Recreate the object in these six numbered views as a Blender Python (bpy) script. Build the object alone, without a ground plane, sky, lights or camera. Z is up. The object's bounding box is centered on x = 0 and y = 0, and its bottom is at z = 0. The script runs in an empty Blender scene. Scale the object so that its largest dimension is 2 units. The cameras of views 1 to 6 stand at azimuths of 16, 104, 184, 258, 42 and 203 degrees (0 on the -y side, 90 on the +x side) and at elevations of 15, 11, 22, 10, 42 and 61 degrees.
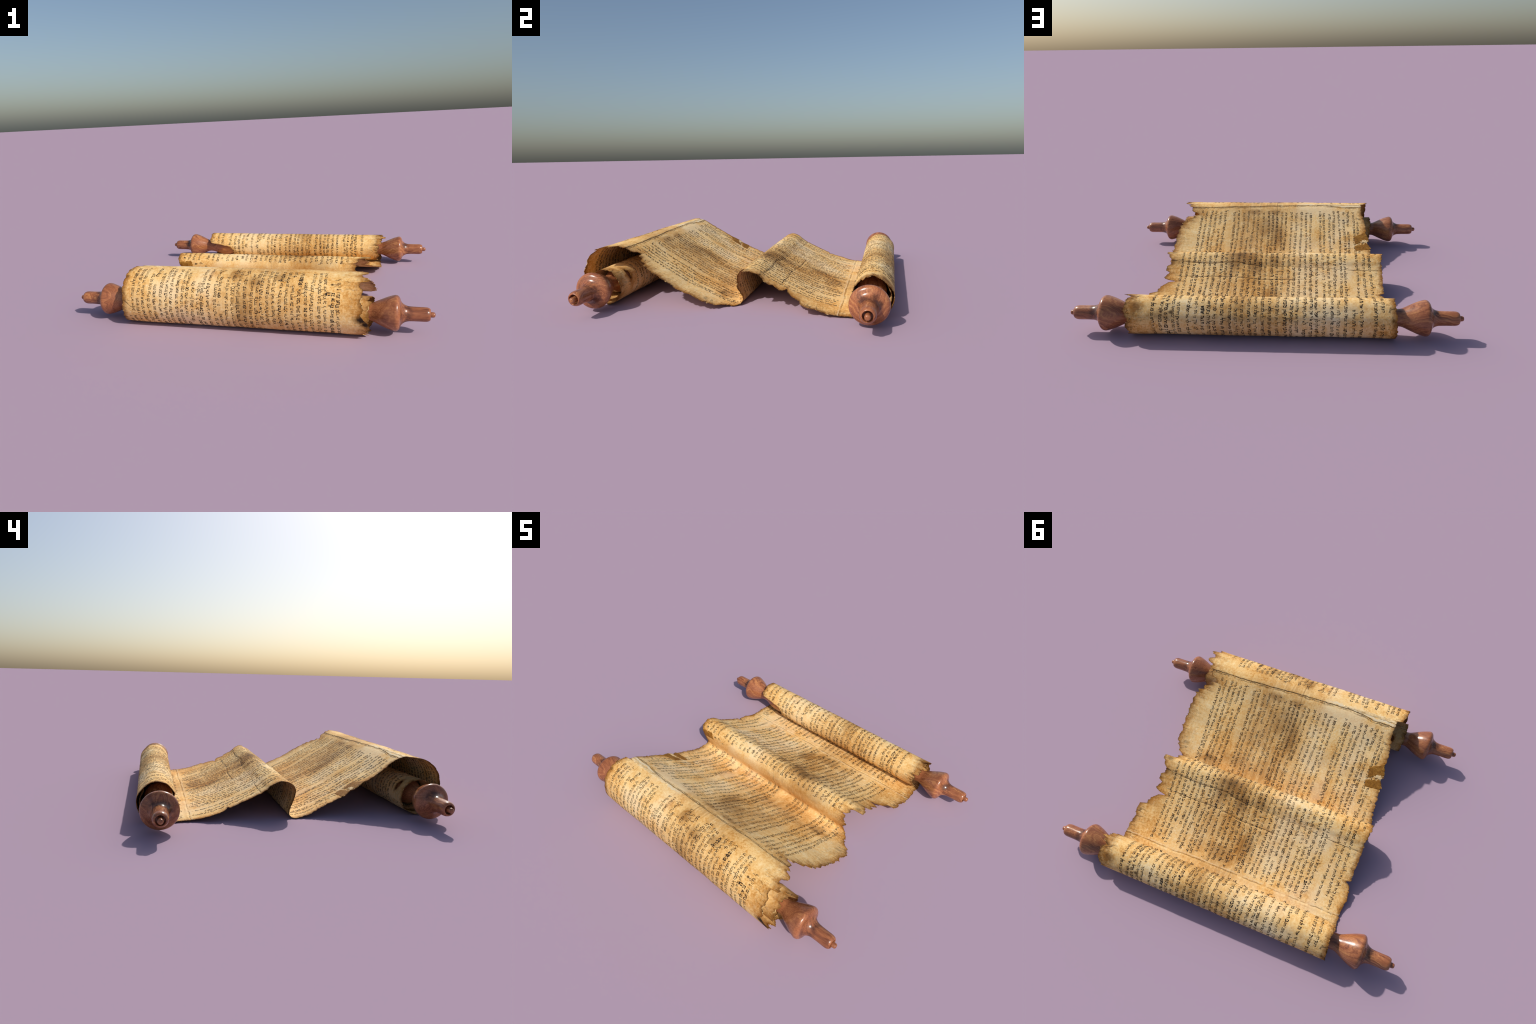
"""An old handwritten parchment scroll, half unrolled between two turned wooden rollers."""
import bpy, math, random
import numpy as np

rng = np.random.default_rng(7)
random.seed(7)

# ------------------------------------------------------------------ helpers
def srgb(r, g, b):
    f = lambda c: c / 12.92 if c <= 0.04045 else ((c + 0.055) / 1.055) ** 2.4
    return (f(r / 255), f(g / 255), f(b / 255), 1.0)


def smoothstep(a, b, v):
    t = np.clip((v - a) / (b - a), 0, 1)
    return t * t * (3 - 2 * t)


def noise1(v, seed, freq):
    """smooth value noise along one axis"""
    g = np.random.default_rng(seed).uniform(-1, 1, 4096)
    u = np.asarray(v) * freq + 512
    i = np.floor(u).astype(int)
    f = u - i
    f = f * f * (3 - 2 * f)
    return g[i % 4096] * (1 - f) + g[(i + 1) % 4096] * f


def noise2(a, b, seed, freq):
    g = np.random.default_rng(seed).uniform(-1, 1, (256, 256))
    u, v = np.asarray(a) * freq + 40, np.asarray(b) * freq + 90
    i, j = np.floor(u).astype(int), np.floor(v).astype(int)
    f, h = u - i, v - j
    f, h = f * f * (3 - 2 * f), h * h * (3 - 2 * h)
    i0, i1, j0, j1 = i % 256, (i + 1) % 256, j % 256, (j + 1) % 256
    return (g[i0, j0] * (1 - f) + g[i1, j0] * f) * (1 - h) + (g[i0, j1] * (1 - f) + g[i1, j1] * f) * h


def catmull(points, n=12):
    p = np.array(points, float)
    q = np.vstack([2 * p[0] - p[1], p, 2 * p[-1] - p[-2]])
    out = []
    t = np.linspace(0, 1, n, endpoint=False)[:, None]
    for k in range(len(p) - 1):
        a, b, c, d = q[k:k + 4]
        out.append(.5 * (2 * b + (c - a) * t + (2 * a - 5 * b + 4 * c - d) * t ** 2 + (3 * b - a - 3 * c + d) * t ** 3))
    return np.vstack(out + [p[-1:]])


# ------------------------------------------------------------------ the sheet: its cross-section in (y, z)
ROLL_A_INSIDE = [(-.584, .078), (-.611, .031), (-.66, .017), (-.70, .026), (-.735, .055), (-.748, .105), (-.735, .15),
                 (-.70, .18), (-.66, .188), (-.615, .178), (-.585, .15), (-.572, .11), (-.575, .07)]
ROLL_A_OUTSIDE = [(-.60, .03), (-.64, .007), (-.69, .002), (-.735, .014), (-.775, .05), (-.797, .10), (-.799, .158),
                  (-.783, .215), (-.752, .260), (-.711, .288), (-.667, .299), (-.614, .302)]
SLOPE = [(-.572, .29), (-.527, .263), (-.477, .229), (-.412, .19), (-.348, .155), (-.263, .104), (-.224, .086),
         (-.164, .06), (-.106, .032), (-.066, .015), (-.017, .004), (.007, .002)]
FOLD = [(.027, .007), (.036, .024), (.026, .053), (.013, .091), (.007, .13), (.012, .154), (.030, .178), (.058, .191),
        (.089, .193), (.134, .171), (.166, .145)]
LOW_SHEET = [(.25, .102), (.351, .058), (.397, .040), (.48, .016), (.548, .007), (.61, .004)]
ROLL_B = [(.665, .003), (.70, .005), (.745, .017), (.779, .05), (.793, .10), (.785, .138), (.763, .165), (.732, .191),
          (.695, .2), (.656, .191), (.630, .168), (.612, .141), (.604, .11), (.61, .07), (.635, .035), (.67, .018),
          (.70, .015), (.745, .03), (.775, .07), (.78, .11), (.76, .155)]
section = catmull(ROLL_A_INSIDE + ROLL_A_OUTSIDE + SLOPE + FOLD + LOW_SHEET + ROLL_B)
arc = np.r_[0, np.cumsum(np.linalg.norm(np.diff(section, axis=0), axis=1))]
LENGTH = float(arc[-1])
fine = np.linspace(0, LENGTH, 8000)
fine_y, fine_z = np.interp(fine, arc, section[:, 0]), np.interp(fine, arc, section[:, 1])
kernel = np.hanning(61); kernel /= kernel.sum()
pad = lambda v: np.r_[2 * v[0] - v[30:0:-1], v, 2 * v[-1] - v[-2:-32:-1]]
fine_y, fine_z = np.convolve(pad(fine_y), kernel, "valid"), np.convolve(pad(fine_z), kernel, "valid")
ty, tz = np.gradient(fine_y), np.gradient(fine_z)
tl = np.hypot(ty, tz)
fine_ny, fine_nz = -tz / tl, ty / tl

# lines that cross the sheet: (x, distance along the sheet)
SEAM = [(-.8, 1.205), (-.576, 1.21), (-.474, 1.208), (-.336, 1.188), (-.13, 1.193), (-.04, 1.195), (.1, 1.2), (.236, 1.208),
        (.362, 1.214), (.506, 1.216), (.8, 1.216)]
CREASE_TOP = [(-.8, 2.256), (-.578, 2.252), (-.436, 2.248), (-.3, 2.234), (-.138, 2.231), (.074, 2.224), (.208, 2.2),
              (.38, 2.213), (.582, 2.197), (.8, 2.188)]
CREASE_LOW = [(-.8, 2.335), (-.17, 2.328), (.06, 2.328), (.254, 2.305), (.384, 2.312), (.8, 2.30)]
CREASE_BOTTOM = [(-.8, 2.627), (.15, 2.629), (.31, 2.63), (.38, 2.637), (.52, 2.633), (.8, 2.637)]
LINES = {"seam": SEAM, "top": CREASE_TOP, "low": CREASE_LOW, "bottom": CREASE_BOTTOM}


def line_at(name, x):
    p = np.array(LINES[name])
    return np.interp(x, p[:, 0], p[:, 1])


def relief(s, x):
    """height of the sheet above its smooth section: creases, the raised seam and a soft waviness"""
    d = 0.0016 * noise2(s, x, 3, 6) + 0.0010 * noise2(s, x, 4, 17)
    bump = lambda c, w: np.exp(-((s - c) / w) ** 2)
    d = d - 0.0028 * bump(line_at("top", x), .006) * (0.55 + 0.45 * noise1(x, 12, 9))
    d = d - 0.0018 * bump(line_at("low", x), .006) * smoothstep(-.3, -.1, x) * smoothstep(.5, .35, x)
    rough = .6 + .4 * noise1(x, 14, 13)
    d = d - 0.0014 * rough * bump(line_at("bottom", x), .005) + 0.0013 * rough * bump(line_at("bottom", x) + .012, .006)
    seam = line_at("seam", x) + .004 * noise1(x, 5, 18)
    d = d + 0.0032 * (.65 + .35 * noise1(x, 15, 8)) * smoothstep(seam + .003, seam - .003, s) * smoothstep(seam - .10, seam - .01, s)
    d = d - 0.0020 * np.exp(-((x - .003) / .012) ** 2) * smoothstep(.70, .76, s) * smoothstep(1.12, 1.08, s)
    return d


def surface(s, x, lift=0.0):
    s, x = np.asarray(s, float), np.asarray(x, float)
    d = relief(s, x) + lift
    return np.stack([x, np.interp(s, fine, fine_y) + d * np.interp(s, fine, fine_ny),
                     np.interp(s, fine, fine_z) + d * np.interp(s, fine, fine_nz)], -1)


# torn edges: (distance along the sheet, x)
EDGE_PLUS = [(0, .60), (.22, .68), (.25, .684), (.31, .682), (.336, .698), (.345, .684), (.39, .692), (.42, .69), (.455, .705),
             (.485, .70), (.53, .692), (.58, .685), (.60, .70), (.64, .67), (.66, .69), (.70, .65), (.73, .685), (.756, .65),
             (.776, .684), (.79, .672), (.804, .684), (.828, .688), (.844, .684), (.868, .66), (.896, .645),
             (.92, .662), (.938, .657), (.956, .646), (.98, .652), (1.0, .654), (1.024, .657), (1.036, .640), (1.046, .634),
             (1.066, .641), (1.07, .672), (1.082, .676), (1.10, .671), (1.106, .652), (1.12, .647), (1.132, .646),
             (1.138, .664), (1.154, .674), (1.172, .672), (1.185, .628), (1.194, .632), (1.20, .645), (1.21, .64),
             (1.222, .62), (1.252, .616), (1.262, .602), (1.272, .578), (1.292, .560), (1.296, .60), (1.316, .602), (1.332, .645),
             (1.349, .642), (1.352, .63), (1.366, .676), (1.383, .662), (1.392, .686), (1.41, .676), (1.44, .688),
             (1.47, .682), (1.476, .690), (1.508, .690), (1.55, .686), (1.57, .694), (1.602, .684), (1.612, .694), (1.644, .684),
             (1.686, .694), (1.724, .688), (1.736, .672), (1.746, .678), (1.764, .66), (1.78, .655), (1.80, .63), (1.83, .60),
             (1.866, .585), (1.88, .572), (1.894, .564), (1.91, .540), (1.93, .535), (1.952, .552), (1.988, .576),
             (2.0, .556), (2.026, .552), (2.054, .556), (2.058, .53), (2.066, .556), (2.08, .574), (2.10, .566), (2.108, .584),
             (2.11, .642), (2.14, .642), (2.15, .626), (2.165, .625), (2.186, .60), (2.216, .602), (2.232, .625), (2.266, .628),
             (2.278, .605), (2.322, .626), (2.339, .598), (2.349, .553), (2.358, .60), (2.392, .634), (2.43, .642), (2.443, .685),
             (2.47, .69), (2.504, .690), (2.514, .678), (2.53, .686), (2.543, .684), (2.58, .692), (2.68, .69), (2.72, .678),
             (2.76, .686), (2.80, .674), (2.84, .688), (2.88, .67), (2.92, .684), (2.952, .67), (2.984, .683), (3.012, .694),
             (3.05, .69), (3.077, .68), (3.085, .67), (3.098, .675), (3.112, .70), (3.122, .684), (3.13, .712), (3.14, .71),
             (3.15, .676), (3.156, .69), (3.186, .686), (3.195, .657), (3.208, .675), (3.246, .664), (3.276, .672),
             (3.32, .65), (3.38, .67), (3.46, .66), (4, .65)]
EDGE_MINUS = [(0, -.60), (.3, -.666), (.398, -.668), (.446, -.668), (.524, -.667), (.596, -.65), (.652, -.66), (.708, -.672),
              (.76, -.66), (.826, -.65), (.88, -.646), (.988, -.645), (1.048, -.643), (1.104, -.642), (1.14, -.634),
              (1.160, -.632), (1.166, -.598), (1.19, -.596), (1.26, -.592), (1.30, -.602), (1.388, -.616), (1.424, -.62), (1.444, -.614),
              (1.486, -.628), (1.518, -.633), (1.532, -.62), (1.54, -.622), (1.572, -.636), (1.632, -.638), (1.716, -.644), (1.80, -.654),
              (1.87, -.664), (1.93, -.642), (1.946, -.636), (2.012, -.650), (2.04, -.662), (2.076, -.672), (2.12, -.668),
              (2.158, -.66), (2.218, -.656), (2.314, -.656), (2.384, -.655), (2.425, -.651), (2.43, -.634), (2.438, -.636), (2.446, -.65),
              (2.472, -.658), (2.53, -.667), (2.59, -.658), (2.664, -.657), (2.69, -.664), (2.78, -.656), (2.88, -.66), (2.958, -.658),
              (3.01, -.657), (3.05, -.652), (3.092, -.65), (3.122, -.657), (3.15, -.650), (3.165, -.657), (3.188, -.654),
              (3.202, -.642), (3.208, -.61), (3.213, -.57), (3.222, -.54), (3.222, -.516), (3.23, -.49), (3.246, -.478), (3.268, -.463),
              (3.30, -.47), (3.33, -.52), (3.37, -.62), (3.45, -.65), (4, -.65)]


def edge(table, s):
    p = np.array(table)
    return np.interp(s, p[:, 0], p[:, 1])


STEP = .0022
rows = np.arange(0, LENGTH, STEP)


def splinters(v, seed, width):
    """stepped tears: fibres break off square, so neighbouring strips end at different lengths"""
    r = np.random.default_rng(seed)
    cuts = np.cumsum(r.uniform(.25, 1.9, 4000) * width)
    length = r.uniform(-1, 1, 4001) * (r.uniform(0, 1, 4001) ** 1.5)
    tilt = r.uniform(-.6, .6, 4001)
    k_ = np.searchsorted(cuts, v)
    start = np.r_[0, cuts][k_]
    return length[k_] + tilt[k_] * (v - start) / width


def frayed(table, seed, fray):
    v = edge(table, rows)
    v = v + splinters(rows, seed + 7, .011) * fray * .62 * (.35 + .65 * np.abs(noise1(rows, seed + 8, 9)))
    teeth = np.maximum(0, noise1(rows, seed, 95)) ** 2 * noise1(rows, seed + 1, 11) * fray * 1.6
    return v + .0028 * noise1(rows, seed + 2, 60) + .0024 * noise1(rows, seed + 3, 200) + teeth


plus, minus = frayed(EDGE_PLUS, 21, .010), frayed(EDGE_MINUS, 31, .0065)


def smooth(v, half):
    k = np.hanning(2 * half + 1); k /= k.sum()
    return np.convolve(np.r_[np.full(half, v[0]), v, np.full(half, v[-1])], k, "valid")


plus_soft, minus_soft = smooth(plus, 60), smooth(minus, 60)
COLS = 110
t = np.linspace(0, 1, COLS + 1)
t = t + .045 * np.sin(2 * np.pi * t) * -1            # closer columns towards both torn edges
t = (t - t[0]) / (t[-1] - t[0])
wp, wm = smoothstep(.80, 1.0, t) , smoothstep(.20, 0.0, t)
X = minus_soft[:, None] * (1 - t) + plus_soft[:, None] * t
X = X + (plus - plus_soft)[:, None] * wp + (minus - minus_soft)[:, None] * wm
S = np.repeat(rows[:, None], COLS + 1, 1)

# holes: (along, x, half length, half width, slant)
HOLES = [(.473, .582, .030, .014, -.30), (.473, -.590, .031, .013, .30), (.955, .668, .010, .006, 0)]


def hole_value(h, s, x):
    ds = s - h[0]
    dx = x - h[1] - h[4] * ds
    r = 1 + .16 * noise1(np.arctan2(ds, dx) * .8 + 3, int(h[0] * 977), 2.0)
    return np.hypot(ds / h[2], dx / h[3]) / r


keep = np.ones((len(rows) - 1, COLS), bool)
for h in HOLES:
    v = hole_value(h, S, X)
    dead = (v < 1)
    quad_dead = (dead[:-1, :-1].astype(int) + dead[1:, :-1] + dead[:-1, 1:] + dead[1:, 1:]) >= 2
    keep &= ~quad_dead
    around = np.zeros_like(dead)
    for a in (0, 1):
        for b in (0, 1):
            around[a:len(rows) - 1 + a, b:COLS + b] |= quad_dead
    live = np.zeros_like(dead)
    for a in (0, 1):
        for b in (0, 1):
            live[a:len(rows) - 1 + a, b:COLS + b] |= ~quad_dead
    rim = around & live
    f = 1 / np.maximum(v, .2)
    S[rim] = h[0] + (S[rim] - h[0]) * f[rim]
    X[rim] = h[1] + (X[rim] - h[1]) * f[rim]

THICK = .0022
half = THICK / 2
top_v = surface(S, X, half).reshape(-1, 3)
low_v = surface(S, X, -half).reshape(-1, 3)
idx = np.arange(S.size).reshape(S.shape)
a, b, c, d = idx[:-1, :-1][keep], idx[1:, :-1][keep], idx[1:, 1:][keep], idx[:-1, 1:][keep]
top_f = np.stack([a, d, c, b], 1)
n_grid = S.size
low_f = top_f[:, ::-1] + n_grid
# walls along every open border
e = np.concatenate([top_f[:, [k, (k + 1) % 4]] for k in range(4)])
code = e.min(1).astype(np.int64) * (n_grid + 1) + e.max(1)
uniq, inverse, count = np.unique(code, return_inverse=True, return_counts=True)
border = e[count[inverse] == 1]
nb = len(border)
wall_v = np.concatenate([top_v[border[:, 0]], top_v[border[:, 1]], low_v[border[:, 1]], low_v[border[:, 0]]])
base = 2 * n_grid
k = np.arange(nb)
wall_f = np.stack([base + k + nb, base + k, base + k + 3 * nb, base + k + 2 * nb], 1)

verts = np.concatenate([top_v, low_v, wall_v])
faces = np.concatenate([top_f, low_f, wall_f])
row_of = np.repeat(np.arange(len(rows))[:, None], COLS + 1, 1)
edge_gap = np.minimum(plus[:, None] - X, X - minus[:, None])
for h in HOLES:
    edge_gap = np.minimum(edge_gap, (hole_value(h, S, X) - 1) * h[3] * 2.5)
edge_gap = edge_gap.clip(0, 1)
wall_src = np.concatenate([border[:, 0], border[:, 1], border[:, 1], border[:, 0]])


def per_vertex(grid):
    g = grid.reshape(-1)
    return np.concatenate([g, g, g[wall_src]]).astype(np.float32)


def make_mesh(name, v, f, attributes=None, smooth_shade=True):
    v, f = np.asarray(v, np.float32), np.asarray(f, np.int32)
    used = np.unique(f)
    remap = np.zeros(len(v), np.int32)
    remap[used] = np.arange(len(used))
    f = remap[f]
    v = v[used]
    me = bpy.data.meshes.new(name)
    me.vertices.add(len(v)); me.vertices.foreach_set("co", v.ravel())
    n = f.shape[1]
    me.loops.add(f.size); me.loops.foreach_set("vertex_index", f.ravel())
    me.polygons.add(len(f)); me.polygons.foreach_set("loop_start", np.arange(len(f), dtype=np.int32) * n)
    me.polygons.foreach_set("use_smooth", np.full(len(f), smooth_shade))
    for key, val in (attributes or {}).items():
        at = me.attributes.new(key, "FLOAT", "POINT")
        at.data.foreach_set("value", np.ascontiguousarray(val[used], np.float32))
    me.update(calc_edges=True)
    return me


def add(name, mesh, parent, material=None, loc=(0, 0, 0)):
    o = bpy.data.objects.new(name, mesh)
    bpy.context.scene.collection.objects.link(o)
    o.parent = parent
    o.location = loc
    if material and mesh and not mesh.materials:
        mesh.materials.append(material)
    return o


# ------------------------------------------------------------------ node helpers
class Nodes:
    def __init__(self, name):
        self.mat = bpy.data.materials.new(name)
        self.mat.use_nodes = True
        self.t = self.mat.node_tree
        self.bsdf = self.t.nodes["Principled BSDF"]
        self.object = self.t.nodes.new("ShaderNodeTexCoord").outputs["Object"]

    def put(self, socket, v):
        if hasattr(v, "is_linked") or isinstance(v, bpy.types.NodeSocket):
            self.t.links.new(v, socket)
        else:
            socket.default_value = v

    def math(self, op, a, b=0.0, c=0.0, clamp=False):
        n = self.t.nodes.new("ShaderNodeMath"); n.operation = op; n.use_clamp = clamp
        for s, v in zip(n.inputs, (a, b, c)):
            self.put(s, v)
        return n.outputs[0]

    def step(self, v, lo, hi, a=0.0, b=1.0):
        n = self.t.nodes.new("ShaderNodeMapRange"); n.interpolation_type = "SMOOTHSTEP"
        rev = lo > hi
        if rev:
            lo, hi, a, b = hi, lo, b, a
        for key, val in zip(("Value", "From Min", "From Max", "To Min", "To Max"), (v, lo, hi, a, b)):
            self.put(n.inputs[key], val)
        return n.outputs["Result"]

    def attr(self, name):
        n = self.t.nodes.new("ShaderNodeAttribute"); n.attribute_name = name
        return n.outputs["Fac"]

    def xyz(self, v):
        n = self.t.nodes.new("ShaderNodeSeparateXYZ"); self.put(n.inputs[0], v)
        return n.outputs

    def vec(self, x, y, z):
        n = self.t.nodes.new("ShaderNodeCombineXYZ")
        for s, v in zip(n.inputs, (x, y, z)):
            self.put(s, v)
        return n.outputs[0]

    def scale(self, v, s):
        n = self.t.nodes.new("ShaderNodeMapping"); self.put(n.inputs[0], v); n.inputs["Scale"].default_value = s
        return n.outputs[0]

    def shift(self, v, by):
        n = self.t.nodes.new("ShaderNodeVectorMath"); n.operation = "ADD"
        self.put(n.inputs[0], v); self.put(n.inputs[1], by)
        return n.outputs[0]

    def noise(self, v, scale, detail=4.0, rough=0.6, dist=0.0, out="Fac"):
        n = self.t.nodes.new("ShaderNodeTexNoise"); self.put(n.inputs["Vector"], v)
        for key, val in (("Scale", scale), ("Detail", detail), ("Roughness", rough), ("Distortion", dist)):
            n.inputs[key].default_value = val
        return n.outputs[out]

    def voronoi(self, v, scale, feature="F1", out="Distance"):
        n = self.t.nodes.new("ShaderNodeTexVoronoi"); n.feature = feature
        self.put(n.inputs["Vector"], v); n.inputs["Scale"].default_value = scale
        return n.outputs[out]

    def ramp(self, v, stops):
        n = self.t.nodes.new("ShaderNodeValToRGB"); self.put(n.inputs[0], v)
        el = n.color_ramp.elements
        while len(el) < len(stops):
            el.new(0.5)
        for e_, (p, col) in zip(el, stops):
            e_.position, e_.color = p, col
        return n.outputs[0]

    def mix(self, fac, a, b, mode="MIX"):
        n = self.t.nodes.new("ShaderNodeMix"); n.data_type = "RGBA"; n.blend_type = mode
        self.put(n.inputs[0], fac); self.put(n.inputs[6], a); self.put(n.inputs[7], b)
        return n.outputs[2]

    def curve(self, v, pts):
        """piecewise curve of x in -0.8..0.8 giving the value of the points"""
        lo = min(p[1] for p in pts); hi = max(p[1] for p in pts) + 1e-6
        n = self.t.nodes.new("ShaderNodeFloatCurve")
        cv = n.mapping.curves[0]
        n.mapping.use_clip = False
        for _ in range(len(pts) - 2):
            cv.points.new(.5, .5)
        for q, p in zip(cv.points, pts):
            q.location = ((p[0] + .8) / 1.6, (p[1] - lo) / (hi - lo)); q.handle_type = "VECTOR"
        n.mapping.update()
        self.put(n.inputs["Value"], self.math("MULTIPLY_ADD", v, 1 / 1.6, .5))
        return self.math("MULTIPLY_ADD", n.outputs[0], hi - lo, lo)

    def bump(self, h, strength, dist):
        n = self.t.nodes.new("ShaderNodeBump")
        n.inputs["Strength"].default_value = strength; n.inputs["Distance"].default_value = dist
        self.put(n.inputs["Height"], h)
        return n.outputs[0]


# ------------------------------------------------------------------ parchment material
def parchment_material():
    m = Nodes("aged_parchment")
    along, gap = m.attr("along_sheet"), m.attr("edge_gap")
    across = m.xyz(m.object)[0]
    p = m.vec(along, across, 0.0)                                   # flat coordinates on the unrolled sheet, in metres
    wob = m.math("SUBTRACT", m.noise(p, 14, 4), .5)
    fine_n = m.noise(p, 130, 5, .7)
    mid = m.noise(p, 26, 5, .65)
    big = m.noise(p, 4.2, 5, .62, .4)
    fibre = m.noise(m.scale(p, (60, 5, 1)), 1.6, 5, .65)            # fibres run across the sheet

    grain = m.noise(m.shift(p, (5.0, 3.0, 0.0)), 75, 4, .7)
    tone = m.math("ADD", m.math("MULTIPLY", big, .34), m.math("MULTIPLY", mid, .21))
    tone = m.math("ADD", tone, m.math("ADD", m.math("MULTIPLY", fine_n, .17), m.math("MULTIPLY", grain, .28)))
    col = m.ramp(tone, [(.34, srgb(166, 104, 38)), (.42, srgb(218, 158, 80)), (.485, srgb(243, 195, 122)), (.55, srgb(250, 213, 149)), (.64, srgb(254, 232, 186))])
    # fine brown flecks
    fleck = m.step(m.noise(p, 210, 3, .6), .60, .70)
    fleck = m.math("MULTIPLY", fleck, m.step(m.noise(p, 9, 3), .40, .62))
    col = m.mix(m.math("MULTIPLY", fleck, .6), col, srgb(168, 108, 44))
    light = m.step(m.noise(m.shift(p, (3.1, 1.7, 0)), 48, 4, .7), .58, .70)
    col = m.mix(m.math("MULTIPLY", light, .40), col, srgb(252, 232, 192))

    # tea-brown band along the middle of the sheet
    strand = m.noise(m.scale(p, (5, 42, 1)), 1.0, 5, .7)
    centre = m.math("ADD", across, m.math("MULTIPLY_ADD", wob, .12, -.13))
    band = m.math("MULTIPLY", m.step(m.math("ABSOLUTE", centre), .34, .06), m.step(m.noise(p, 7, 5, .7), .28, .60))
    band = m.math("MULTIPLY", band, m.math("MULTIPLY_ADD", m.step(strand, .36, .62), .6, .4))
    col = m.mix(m.math("MULTIPLY", band, .62), col, srgb(176, 120, 54))
    cream = m.math("MULTIPLY", m.math("MULTIPLY", m.step(across, -.02, -.22), m.step(across, -.60, -.48)), m.step(m.noise(m.shift(p, (1.3, 4.4, 0.0)), 6, 4, .6), .40, .62))
    col = m.mix(m.math("MULTIPLY", cream, .45), col, srgb(254, 234, 194))

    # stains: (along, x, half length, half width, strength)
    speck = m.math("ADD", m.math("MULTIPLY", m.noise(p, 30, 8, .8), .55), m.math("MULTIPLY", strand, .45))

    def spots(items, colour, col, mottle=2.5):
        total = None
        for s0, x0, ls, lx, k in items:
            ds = m.math("DIVIDE", m.math("SUBTRACT", along, s0), ls)
            dx = m.math("DIVIDE", m.math("SUBTRACT", across, x0), lx)
            r = m.math("SQRT", m.math("ADD", m.math("MULTIPLY", ds, ds), m.math("MULTIPLY", dx, dx)))
            r = m.math("MULTIPLY_ADD", m.math("SUBTRACT", speck, .5), mottle, r)
            f = m.math("MULTIPLY", m.step(r, 1.15, .25), k)
            total = f if total is None else m.math("MAXIMUM", total, f)
        return m.mix(total, col, colour)

    col = spots([(1.258, .156, .030, .07, .55), (1.262, .02, .03, .06, .45), (1.40, .07, .11, .10, .5), (1.46, -.01, .14, .06, .55),
                 (2.15, .17, .08, .13, .68), (2.215, .22, .09, .06, .6), (2.23, .09, .08, .06, .65), (2.19, -.02, .06, .05, .4), (2.46, -.02, .12, .06, .5), (2.55, .10, .07, .10, .35),
                 (1.094, -.008, .06, .05, .6), (1.046, .114, .045, .06, .55), (1.08, .23, .035, .05, .5), (.90, .05, .12, .05, .45),
                 (1.78, .44, .06, .09, .5), (2.05, .30, .05, .2, .35), (1.72, .30, .05, .12, .3), (3.02, .63, .045, .055, .85), (2.99, .50, .03, .10, .45), (3.12, .66, .10, .035, .6), (3.0, -.65, .14, .03, .6), (.95, -.64, .2, .022, .5), (1.09, .655, .05, .03, .5),
                 (3.10, .10, .10, .07, .35), (.40, .66, .2, .04, .4), (.40, -.62, .2, .06, .5)], srgb(128, 82, 32), col)
    # browned, burnt margins: wider on the +x side, thin on the other
    side = m.step(across, -.2, .2)
    reach = m.math("MULTIPLY_ADD", side, .050, .042)
    worn = m.math("DIVIDE", gap, reach)
    worn = m.math("MULTIPLY_ADD", m.math("SUBTRACT", m.noise(p, 18, 6, .75), .5), 2.4, worn)
    edge_brown = m.math("POWER", m.step(worn, 1.15, -.35), 1.25)
    col = m.mix(m.math("MULTIPLY", edge_brown, .88), col, srgb(168, 104, 24))
    burnt = m.math("MULTIPLY_ADD", m.math("SUBTRACT", m.noise(m.shift(p, (2.0, 6.0, 0.0)), 21, 6, .75), .5), 3.2, m.math("DIVIDE", gap, .030))
    col = m.mix(m.math("MULTIPLY", m.step(burnt, .9, -.5), .75), col, srgb(92, 54, 14))
    streak = m.math("MULTIPLY", m.step(fibre, .54, .68), m.step(gap, .16, .01))
    streak = m.math("MULTIPLY", streak, m.math("MULTIPLY_ADD", side, .5, .12))
    col = m.mix(streak, col, srgb(116, 72, 24))
    rim = m.math("MULTIPLY", m.step(gap, .0055, .0008), m.math("MULTIPLY", m.step(m.noise(p, 36, 4, .7), .42, .60), .85))
    col = m.mix(m.math("MINIMUM", rim, 1.0), col, srgb(58, 36, 14))
    pale_rim = m.math("MULTIPLY", m.step(gap, .007, .001), m.step(m.noise(m.shift(p, (7, 2, 0)), 42, 3), .58, .64))
    col = m.mix(pale_rim, col, srgb(214, 180, 120))

    mould = m.math("MULTIPLY", m.step(m.noise(m.shift(p, (9.0, 4.0, 0.0)), 62, 4, .72), .52, .62), m.step(m.math("MULTIPLY_ADD", wob, .12, gap), .105, .0))
    mould = m.math("MULTIPLY", mould, m.math("MULTIPLY_ADD", m.step(along, 2.6, 2.8), .45, .35))
    col = m.mix(mould, col, srgb(104, 66, 22))
    # the darkest spots; the full-strength pair is painted in place of a hole with a dark brown inside
    col = spots([(2.135, .19, .03, .05, .42), (1.756, .45, .018, .04, .45), (3.0, .45, .012, .02, .8), (1.044, .505, .008, .010, .9),
                 (.868, .652, .030, .048, 1.0), (.845, .668, .022, .03, 1.0), (1.72, .63, .014, .03, .4), (2.125, .60, .018, .03, .6), (.935, .497, .006, .008, .8)], srgb(40, 24, 12), col, 1.3)

    # creases and the torn seam
    def cross_line(name, offset, width, wander):
        w = m.math("MULTIPLY", m.math("SUBTRACT", m.noise(p, 22, 5, .7), .5), wander)
        d = m.math("SUBTRACT", m.math("SUBTRACT", along, m.curve(across, LINES[name])), offset)
        d = m.math("ABSOLUTE", m.math("ADD", d, w))
        return m.step(d, width, width * .2)

    patchy = m.step(m.noise(p, 11, 3), .36, .56)
    dark = m.math("MULTIPLY", cross_line("top", 0, .0035, .022), patchy)
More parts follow.
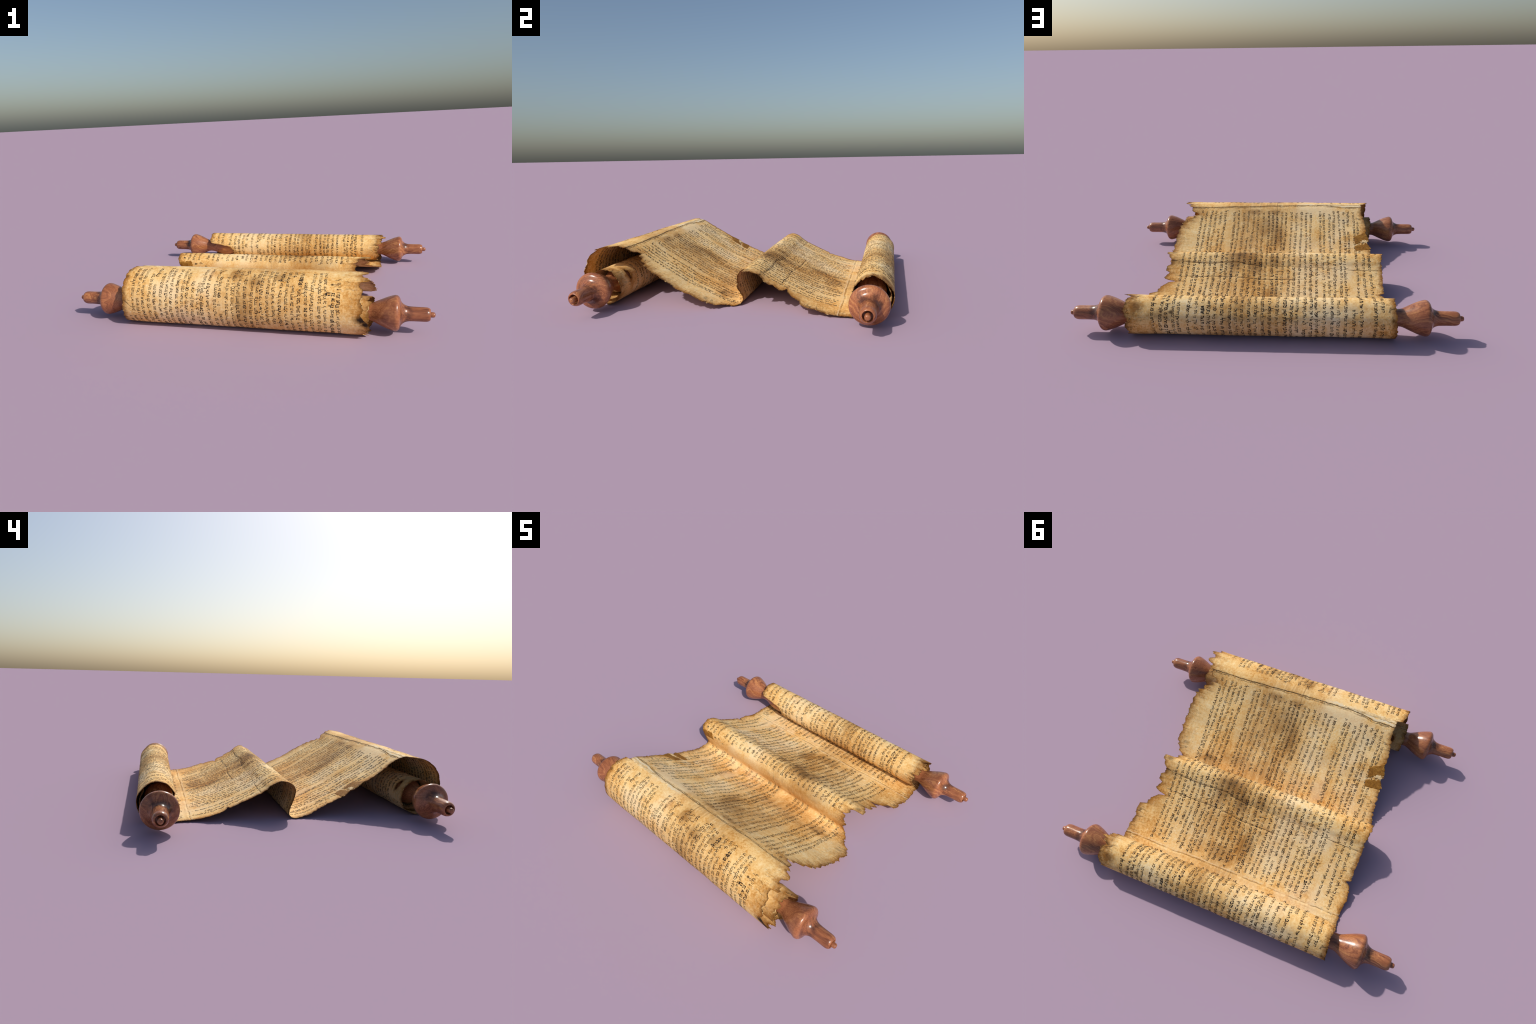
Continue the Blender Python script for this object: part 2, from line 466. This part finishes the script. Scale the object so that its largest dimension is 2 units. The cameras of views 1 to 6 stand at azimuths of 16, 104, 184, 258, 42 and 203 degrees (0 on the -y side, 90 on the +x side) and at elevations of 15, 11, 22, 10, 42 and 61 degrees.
    dark = m.math("MAXIMUM", dark, m.math("MULTIPLY", m.math("MULTIPLY", cross_line("low", 0, .003, .03), patchy), m.step(across, -.3, -.1)))
    dark = m.math("MAXIMUM", dark, m.math("MULTIPLY", m.math("MULTIPLY", cross_line("bottom", 0, .004, .022), patchy), .6))
    dark = m.math("MAXIMUM", dark, cross_line("seam", .002, .004, .022))
    dark = m.math("MAXIMUM", dark, m.math("MULTIPLY", m.math("MULTIPLY", cross_line("seam", .012, .006, .05), patchy), .8))
    col = m.mix(m.math("MULTIPLY", dark, .85), col, srgb(66, 42, 18))
    pale = m.math("MULTIPLY", m.math("MULTIPLY", cross_line("bottom", -.009, .004, .020), patchy), .55)
    bare = m.math("MULTIPLY", cross_line("seam", -.012, .012, .05), m.step(across, -.12, -.22))
    pale = m.math("MAXIMUM", pale, m.math("MULTIPLY", bare, m.step(across, -.62, -.56)))
    col = m.mix(pale, col, srgb(236, 216, 178))
    # crack lines that run along the sheet near the middle
    d = m.math("ABSOLUTE", m.math("ADD", m.math("SUBTRACT", across, .003), m.math("MULTIPLY", wob, .016)))
    fold = m.math("MULTIPLY", m.step(d, .0035, .0006), m.step(m.noise(p, 6, 2), .40, .50))
    col = m.mix(m.math("MULTIPLY", fold, .42), col, srgb(84, 52, 22))
    # small cracks running in from the torn edges
    q = m.shift(m.scale(p, (34, 5, 1)), (m.math("MULTIPLY", wob, 1.4), 0.0, 0.0)) if False else m.scale(p, (34, 5, 1))
    crack = m.step(m.voronoi(m.shift(q, m.vec(m.math("MULTIPLY", wob, 2.0), 0.0, 0.0)), 1.0, "DISTANCE_TO_EDGE"), .045, .008)
    crack = m.math("MULTIPLY", crack, m.math("MULTIPLY", m.step(gap, .14, .02), m.step(m.noise(p, 13, 2), .50, .60)))
    col = m.mix(m.math("MULTIPLY", crack, .7), col, srgb(70, 44, 18))

    m.put(m.bsdf.inputs["Base Color"], col)
    m.bsdf.inputs["Roughness"].default_value = .82
    m.bsdf.inputs["Specular IOR Level"].default_value = .25
    h = m.math("ADD", m.math("MULTIPLY", fine_n, .5), m.math("MULTIPLY", fibre, .5))
    h = m.math("ADD", h, m.math("MULTIPLY", mid, .35))
    h = m.math("SUBTRACT", h, m.math("MULTIPLY", dark, .8))
    m.put(m.bsdf.inputs["Normal"], m.bump(h, .75, .0028))
    return m.mat


def ink_material(name, dark, mid_c, light):
    m = Nodes(name)
    f = m.noise(m.object, 24, 4, .7)
    g = m.noise(m.object, 240, 3, .7)
    v = m.math("ADD", m.math("MULTIPLY", f, .7), m.math("MULTIPLY", g, .3))
    col = m.ramp(v, [(.40, dark), (.52, mid_c), (.64, light)])
    m.put(m.bsdf.inputs["Base Color"], col)
    m.bsdf.inputs["Roughness"].default_value = .75
    m.bsdf.inputs["Specular IOR Level"].default_value = .2
    return m.mat


def patch_material(name, dark, mid_c, light):
    m = Nodes(name)
    v = m.math("ADD", m.math("MULTIPLY", m.noise(m.object, 30, 6, .75, .6), .6), m.math("MULTIPLY", m.noise(m.object, 160, 4, .7), .4))
    m.put(m.bsdf.inputs["Base Color"], m.ramp(v, [(.36, dark), (.50, mid_c), (.64, light)]))
    m.bsdf.inputs["Roughness"].default_value = .7
    m.bsdf.inputs["Specular IOR Level"].default_value = .25
    m.put(m.bsdf.inputs["Normal"], m.bump(v, .6, .003))
    return m.mat


def wood_material():
    m = Nodes("polished_rosewood")
    g = m.t.nodes.new("ShaderNodeAttribute"); g.attribute_type = "OBJECT"; g.attribute_name = '["grain"]'
    p = m.shift(m.object, m.vec(g.outputs["Fac"], 0.0, 0.0))
    # growth layers about an axis beside the roller, warped into a flowing figure
    warp = m.t.nodes.new("ShaderNodeVectorMath"); warp.operation = "MULTIPLY_ADD"
    m.put(warp.inputs[0], m.noise(m.scale(p, (.9, 1, 1)), 7.5, 3, .5, .5, "Color")); warp.inputs[1].default_value = (.08, .10, .10)
    m.put(warp.inputs[2], p)
    c = m.xyz(warp.outputs[0])
    dy, dz = m.math("SUBTRACT", c[1], .10), m.math("SUBTRACT", c[2], .02)
    r = m.math("SQRT", m.math("ADD", m.math("MULTIPLY", dy, dy), m.math("MULTIPLY", dz, dz)))
    layers = m.noise(m.vec(m.math("MULTIPLY", r, 105.0), m.math("MULTIPLY", c[0], 2.5), 0.0), 1.0, 5, .62)
    veins = m.noise(m.vec(m.math("MULTIPLY", r, 190.0), m.math("MULTIPLY", c[0], 5.0), 3.0), 1.0, 4, .6)
    fibre = m.noise(m.scale(warp.outputs[0], (14, 210, 210)), 1.0, 4, .65, .4)
    big = m.noise(p, 8, 3, .6)
    v = m.math("ADD", m.math("MULTIPLY", layers, .46), m.math("MULTIPLY", fibre, .34))
    v = m.math("ADD", v, m.math("MULTIPLY", big, .20))
    col = m.ramp(v, [(.35, srgb(104, 58, 38)), (.44, srgb(144, 86, 56)), (.52, srgb(170, 106, 69)), (.62, srgb(204, 142, 88))])
    col = m.mix(m.math("MULTIPLY", m.step(veins, .54, .64), .45), col, srgb(96, 52, 36))
    col = m.mix(m.math("MULTIPLY", m.step(fibre, .60, .72), .35), col, srgb(84, 46, 32))
    smudge = m.step(m.noise(m.shift(p, (.3, .1, .6)), 10, 4, .6), .60, .72)
    col = m.mix(m.math("MULTIPLY", smudge, .55), col, srgb(76, 44, 36))
    # grime caught in the neck where the handle meets the knob
    ends = m.math("ABSOLUTE", m.xyz(m.object)[0])
    grime = m.math("MULTIPLY", m.math("MULTIPLY", m.step(ends, .826, .842), m.step(ends, .905, .868)), m.step(m.noise(p, 13, 4, .65), .44, .62))
    col = m.mix(m.math("MULTIPLY", grime, .75), col, srgb(58, 34, 28))
    m.put(m.bsdf.inputs["Base Color"], col)
    m.bsdf.inputs["Roughness"].default_value = .25
    m.bsdf.inputs["Coat Weight"].default_value = .05
    m.bsdf.inputs["Coat Roughness"].default_value = .10
    m.put(m.bsdf.inputs["Normal"], m.bump(fibre, .10, .001))
    return m.mat


PARCHMENT, WOOD = parchment_material(), wood_material()
INK = ink_material("iron_gall_ink", srgb(28, 23, 22), srgb(46, 37, 31), srgb(90, 66, 42))
FAINT_INK = ink_material("faded_ink", srgb(50, 37, 28), srgb(76, 56, 38), srgb(126, 90, 54))
PATCH = patch_material("ochre_backing", srgb(98, 58, 16), srgb(152, 102, 32), srgb(188, 138, 62))
PALE = patch_material("bare_fibre", srgb(196, 156, 98), srgb(232, 200, 146), srgb(248, 226, 184))

scroll = bpy.data.objects.new("parchment_scroll", None)
bpy.context.scene.collection.objects.link(scroll)
scroll.location = (0, .002, .001)
scroll["label"] = "old torn parchment scroll with handwriting on two turned wooden rollers"
scroll["category"] = "scroll"

sheet = add("parchment_sheet", make_mesh("parchment_sheet", verts, faces, {"along_sheet": per_vertex(S), "edge_gap": per_vertex(edge_gap)}), scroll, PARCHMENT)

# ------------------------------------------------------------------ repairs laid on the sheet
def patch(name, corners, material, seed, lift=.0011, rag=.006):
    """a thin irregular piece between four corners given as (along, x)"""
    n = 26
    c = np.array(corners)
    u, v = np.meshgrid(np.linspace(0, 1, n), np.linspace(0, 1, n), indexing="ij")
    g = c[0] * ((1 - u) * (1 - v))[..., None] + c[1] * (u * (1 - v))[..., None] + c[2] * (u * v)[..., None] + c[3] * ((1 - u) * v)[..., None]
    off = np.abs(np.stack([u, v], -1) - .5).max(-1) * 2
    g = g + np.stack([noise2(u, v, seed, 7), noise2(u, v, seed + 1, 7)], -1) * rag * (off ** 3)[..., None]
    thick = .0012 * (1 - off ** 6) + .0003
    s, x = g[..., 0], g[..., 1]
    x = np.minimum(np.maximum(x, np.interp(s, rows, minus) + .0015), np.interp(s, rows, plus) - .0015)
    up, dn = surface(s, x, lift + thick).reshape(-1, 3), surface(s, x, lift - .0008).reshape(-1, 3)
    i = np.arange(n * n).reshape(n, n)
    f = np.stack([i[:-1, :-1], i[:-1, 1:], i[1:, 1:], i[1:, :-1]], -1).reshape(-1, 4)
    ring = np.r_[i[0, :-1], i[:-1, -1], i[-1, :0:-1], i[:0:-1, 0]]
    nxt = np.roll(ring, -1)
    w = np.stack([nxt, ring, ring + n * n, nxt + n * n], 1)
    return add(name, make_mesh(name, np.vstack([up, dn]), np.vstack([f, f[:, ::-1] + n * n, w])), sheet, material)


patch("backing_patch", [(1.434, -.619), (1.506, -.632), (1.55, -.536), (1.478, -.530)], PATCH, 41)
patch("backing_patch", [(1.54, -.624), (1.592, -.636), (1.60, -.536), (1.556, -.532)], PATCH, 43)
patch("bare_layer", [(1.512, -.624), (1.538, -.630), (1.532, -.575), (1.516, -.580)], PALE, 45, .0022, .01)
patch("backing_patch", [(1.992, -.655), (2.040, -.662), (2.044, -.562), (1.996, -.560)], PATCH, 47)
patch("bare_layer", [(1.170, -.596), (1.188, -.596), (1.184, -.500), (1.168, -.470)], PALE, 49, .0012, .012)
patch("bare_layer", [(1.166, -.470), (1.182, -.500), (1.184, -.30), (1.178, -.25)], PALE, 51, .0012, .014)

# ------------------------------------------------------------------ handwriting: each letter is pen strokes laid on the sheet
LETTERS = {
    "alef": [[(.05, 1), (.75, 0)], [(.7, 1), (.62, .62), (.45, .5)], [(.08, 0), (.12, .4), (.3, .62)]],
    "bet": [[(.05, .95), (.6, .95), (.68, .8), (.62, .05)], [(0, .02), (.78, .02)]],
    "gimel": [[(.1, .95), (.4, .9), (.45, .5), (.65, 0)], [(.42, .35), (.1, 0)]],
    "dalet": [[(0, .95), (.72, .95)], [(.6, 1), (.58, 0)]],
    "he": [[(0, .95), (.7, .95), (.68, 0)], [(.15, .65), (.12, 0)]],
    "vav": [[(.1, .95), (.3, .95), (.28, 0)]],
    "zayin": [[(.1, 1), (.3, .9), (.22, 0)]],
    "het": [[(.08, 0), (.1, .95), (.68, .92), (.66, 0)]],
    "tet": [[(.15, .95), (.05, .5), (.15, .03), (.6, .03), (.7, .6), (.5, .95), (.38, .75)]],
    "yod": [[(.1, .95), (.28, .95), (.22, .55)]],
    "kaf": [[(.05, .95), (.5, .93), (.6, .5), (.5, .05), (.02, .03)]],
    "lamed": [[(.0, 2.05), (.1, 1.5), (.1, .95), (.6, .9), (.58, .45), (.3, .05)], [(-.04, 2.0), (.07, 1.62)], [(.03, 2.05), (.12, 1.66)]],
    "mem": [[(.05, 0), (.2, .7), (.05, 1)], [(.15, .7), (.4, 1), (.65, .75), (.65, .03), (.3, .03)]],
    "nun": [[(.15, .95), (.32, .93), (.35, .05), (0, .03)]],
    "samekh": [[(.05, .95), (.6, .95), (.68, .5), (.4, 0), (.1, .4), (.15, .9)]],
    "ayin": [[(.05, 1), (.2, .5), (.4, .35)], [(.65, 1), (.5, .4), (.05, -.1)]],
    "pe": [[(.2, .55), (.12, .9), (.5, .95), (.6, .5), (.5, .03), (.03, .03)]],
    "tsadi": [[(.1, 1), (.35, .5)], [(.65, 1), (.5, .6), (.35, .5), (.6, .05), (0, .03)]],
    "qof": [[(0, .95), (.6, .93), (.62, .5), (.35, .2)], [(.1, .7), (.1, -.5)]],
    "resh": [[(0, .95), (.5, .93), (.6, .7), (.58, 0)]],
    "shin": [[(.05, 1), (.2, .05), (.45, .3), (.7, 1)], [(.38, 1), (.28, .4)]],
    "tav": [[(0, .95), (.6, .95), (.68, 0)], [(.15, .95), (.15, .1), (0, 0)]],
    "final_nun": [[(.15, .95), (.28, .9), (.25, -.6)]],
    "final_kaf": [[(0, .95), (.5, .93), (.5, -.6)]],
    "final_mem": [[(.05, .95), (.6, .95), (.65, .05), (.1, .03), (.1, .9)]],
}
COMMON = ["alef", "bet", "he", "vav", "vav", "yod", "yod", "lamed", "mem", "nun", "resh", "shin", "tav", "kaf", "dalet", "het", "ayin", "pe", "qof", "gimel", "tsadi", "zayin", "nun", "resh", "alef", "he", "mem", "lamed"]
FINALS = ["final_nun", "final_kaf", "final_mem", "tav", "he", "mem"]


def pen_stroke(points):
    p = catmull(points, 4 if len(points) > 2 else 5)
    d = np.gradient(p, axis=0)
    d /= np.linalg.norm(d, axis=1)[:, None] + 1e-9
    # broad nib held at a slant: flat strokes thick, uprights thinner
    w = .055 + .085 * np.abs(d[:, 0] * .9 + d[:, 1] * .30)
    w = w * np.interp(np.linspace(0, 1, len(p)), [0, .12, .85, 1], [.75, 1.1, 1, .55])
    nrm = np.stack([-d[:, 1], d[:, 0]], 1)
    return p, nrm, w, np.abs(d[:, 0])


GLYPHS = {name: [pen_stroke(s) for s in strokes] for name, strokes in LETTERS.items()}
WIDTH = {name: max(p[0] for s in strokes for p in s) for name, strokes in LETTERS.items()}


class Writing:
    def __init__(self):
        self.s, self.x, self.lift, self.f, self.thin, self.n = [], [], [], [], [], 0

    def glyph(self, name, s0, x0, h, side, heavy, r):
        shear, grow = r.normal(0, .08), r.normal(1, .10)
        wob = r.normal(0, .05, 4)
        for p, nrm, w, flat in GLYPHS[name]:
            pts = p + np.stack([wob[0] * np.sin(p[:, 1] * 3 + wob[1] * 40), wob[2] * np.sin(p[:, 0] * 4 + wob[3] * 40)], 1)
            for sign in (1, -1):
                q = pts + sign * nrm * (w * heavy)[:, None]
                u = (q[:, 0] + shear * q[:, 1]) * h * .92 * grow
                self.s.append(s0 + side * u)
                self.x.append(x0 - q[:, 1] * h * grow)
                self.lift.append(np.full(len(q), side * (half + .0005)))
            n = len(p)
            i = np.arange(n - 1)
            f = np.stack([self.n + i, self.n + i + 1, self.n + n + i + 1, self.n + n + i], 1)
            self.f.append(f if side > 0 else f[:, ::-1])
            self.thin.append((flat[:-1] + r.normal(0, .22) + (1.2 - heavy) * .5) < .45 if heavy < 1.4 else np.zeros(n - 1, bool))
            self.n += 2 * n

    def mesh(self, name):
        s, x, l = map(np.concatenate, (self.s, self.x, self.lift))
        v = surface(s, x, 0)
        # same relief as the sheet, lifted along the section's own normal
        v[:, 1] += l * np.interp(s, fine, fine_ny)
        v[:, 2] += l * np.interp(s, fine, fine_nz)
        me = make_mesh(name, v, np.concatenate(self.f))
        me.materials.append(INK)
        me.materials.append(FAINT_INK)
        me.polygons.foreach_set("material_index", np.concatenate(self.thin).astype(np.int32))
        return me


# text columns: first and last distance along the sheet, letter height, line pitch, blank bands in x
COLUMNS = [
    dict(span=(.06, .645), h=.0125, pitch=.0340, blank=[(-.72, -.55), (.52, .7)], heavy=1.0),
    dict(span=(.665, 1.150), h=.0128, pitch=.0322, blank=[], heavy=1.05),
    dict(span=(1.245, 1.930), h=.0116, pitch=.0335, blank=[(-.30, -.262), (.325, .352)], heavy=1.0),
    dict(span=(2.050, 2.618), h=.0120, pitch=.0335, blank=[(-.50, -.475)], heavy=1.1),
    dict(span=(2.655, 3.540), h=.0126, pitch=.0335, blank=[(-.545, -.505)], heavy=1.1),
]


REVERSE = [COLUMNS[0], COLUMNS[1], dict(COLUMNS[2], span=(1.245, 1.62)), dict(COLUMNS[2], span=(1.66, 2.34), blank=[]),
           dict(COLUMNS[3], span=(2.37, 2.618)), COLUMNS[4]]


def write(side, seed):
    w, r = Writing(), np.random.default_rng(seed)
    for c in (COLUMNS if side > 0 else REVERSE):
        s_lo, s_hi = c["span"]
        x = .572 + r.normal(0, .004)
        while x > -.59:
            x -= c["pitch"] * r.uniform(.88, 1.12)
            if any(a_ < x < b_ for a_, b_ in c["blank"]):
                continue
            h = c["h"] * r.uniform(.92, 1.08)
            first, last = s_lo + abs(r.normal(0, .012)), s_hi - abs(r.normal(0, .010))
            if r.random() < .10:
                last -= r.uniform(.03, .14)
            slope, ph, heavy = r.normal(0, .010), r.uniform(0, 6), c["heavy"] * r.uniform(.85, 1.15)
            s = first
            while s < last - .012:
                word = [COMMON[k_] for k_ in r.integers(0, len(COMMON), r.integers(2, 6))]
                if r.random() < .3:
                    word[-1] = FINALS[r.integers(0, len(FINALS))]
                bold = heavy * (r.uniform(1.2, 1.5) if r.random() < .03 else r.uniform(.85, 1.12))
                skip = r.random() < .015
                for name in word:
                    adv = (WIDTH[name] + .13) * h * .92
                    if s + adv > last:
                        s = last
                        break
                    xx = x + slope * (s - s_lo) + .0022 * math.sin(s * 16 + ph) + r.normal(0, .0006)
                    room = min(np.interp(s, rows, plus) - xx, xx - np.interp(s, rows, minus))
                    gone = any(hole_value(hh, np.array(s), np.array(xx)) < 1.6 for hh in HOLES)
                    gone |= abs(s - float(line_at("seam", xx))) < .02
                    faded = float(noise2(s, xx, 77, 9)) >.86 or r.random() < .02
                    if room > (.052 if xx > 0 else .045) and not (gone or skip or faded):
                        w.glyph(name, s if side > 0 else s + adv, xx + h * .5, h, side, bold, r)
                    s += adv
                s += h * r.uniform(.35, .65)
    return w


def big_marks(w):
    """heavier blots of lettering and the faded note below the middle fold"""
    r = np.random.default_rng(5)
    for name, s0, x0, h, hv in (("pe", 1.055, .245, .016, 1.7), ("kaf", 1.075, .352, .014, 1.8), ("mem", 1.06, .353, .014, 1.8), ("samekh", 1.035, .352, .013, 1.6),
                                ("he", .985, .500, .020, 1.6), ("shin", 2.025, -.525, .018, 1.0), ("qof", 2.030, -.49, .018, 1.0), ("samekh", 2.012, -.455, .014, 1.0)):
        w.glyph(name, s0, x0, h, 1, hv, r)


front, back = write(1, 101), write(-1, 202)
big_marks(front)
for o in (add("handwriting", front.mesh("handwriting"), sheet, INK), add("handwriting", back.mesh("handwriting"), sheet, INK)):
    o["kind"] = "stuff"

# ------------------------------------------------------------------ turned wooden rollers
CORE = [(0, .070), (.30, .071), (.52, .071), (.56, .070), (.60, .060), (.63, .050), (.65, .0453), (.672, .0436)]
KNOB = [(.672, .0436), (.690, .0453), (.706, .0512), (.732, .0635), (.766, .0785), (.785, .0852), (.800, .0896), (.809, .0912), (.817, .0900),
        (.824, .0856), (.829, .0790), (.8325, .0705), (.836, .0615), (.842, .0532), (.851, .0460), (.862, .0407), (.874, .0380), (.884, .0373)]
HANDLE = [(.884, .0373), (.90, .0368), (.925, .0366), (.948, .0367), (.961, .0357), (.970, .0328), (.9755, .0288), (.9770, .0256), (.9760, .0234), (.972, .0225),
          (.960, .0221), (.948, .0218), (.9465, .019), (.9465, .0008)]
PEG = [(.944, .0138), (.975, .0138), (.988, .0136), (.995, .0121), (.9985, .0090), (1.0, .0045), (1.0002, .0005)]


def turned(name, profile, mirror=False, flip=False, n=72, k=7):
    """lathe about the x axis; analytic normals so that pieces of one turning meet without a seam"""
    p = catmull(profile, k)
    if mirror:
        p = np.vstack([(p * [-1, 1])[:0:-1], p])
    if flip:
        p = (p * [-1, 1])[::-1]
    ang = np.arange(n) * math.tau / n
    r = np.maximum(p[:, 1], 0)
    v = np.stack([np.repeat(p[:, 0][:, None], n, 1), r[:, None] * np.cos(ang), r[:, None] * np.sin(ang)], -1).reshape(-1, 3)
    i, j = np.meshgrid(np.arange(len(p) - 1), np.arange(n), indexing="ij")
    j2 = (j + 1) % n
    f = np.stack([i * n + j, i * n + j2, (i + 1) * n + j2, (i + 1) * n + j], -1).reshape(-1, 4)
    me = make_mesh(name, v, f)
    d = np.gradient(p, axis=0)
    nrm = np.stack([-d[:, 1], d[:, 0]], 1)
    nrm /= np.linalg.norm(nrm, axis=1)[:, None] + 1e-12
    vn = np.stack([np.repeat(nrm[:, 0][:, None], n, 1), nrm[:, 1][:, None] * np.cos(ang), nrm[:, 1][:, None] * np.sin(ang)], -1).reshape(-1, 3)
    me.normals_split_custom_set_from_vertices([tuple(q) for q in vn])
    return me


pieces = {n: (turned(n, q), turned(n, q, flip=True)) for n, q in (("knob", KNOB), ("handle", HANDLE), ("peg", PEG))}
core_me = turned("roller_core", CORE, mirror=True)
for y, z, turn, grain in ((-.655, .108, .4, 0.0), (.687, .1008, 2.1, 3.7)):
    core = add("wooden_roller", core_me, scroll, WOOD, (0, y, z))
    core.rotation_euler = (turn, 0, 0)
    core["grain"] = grain
    for nm, pair in pieces.items():
        for me in pair:
            o = add(nm, me, core, WOOD)
            o["grain"] = grain
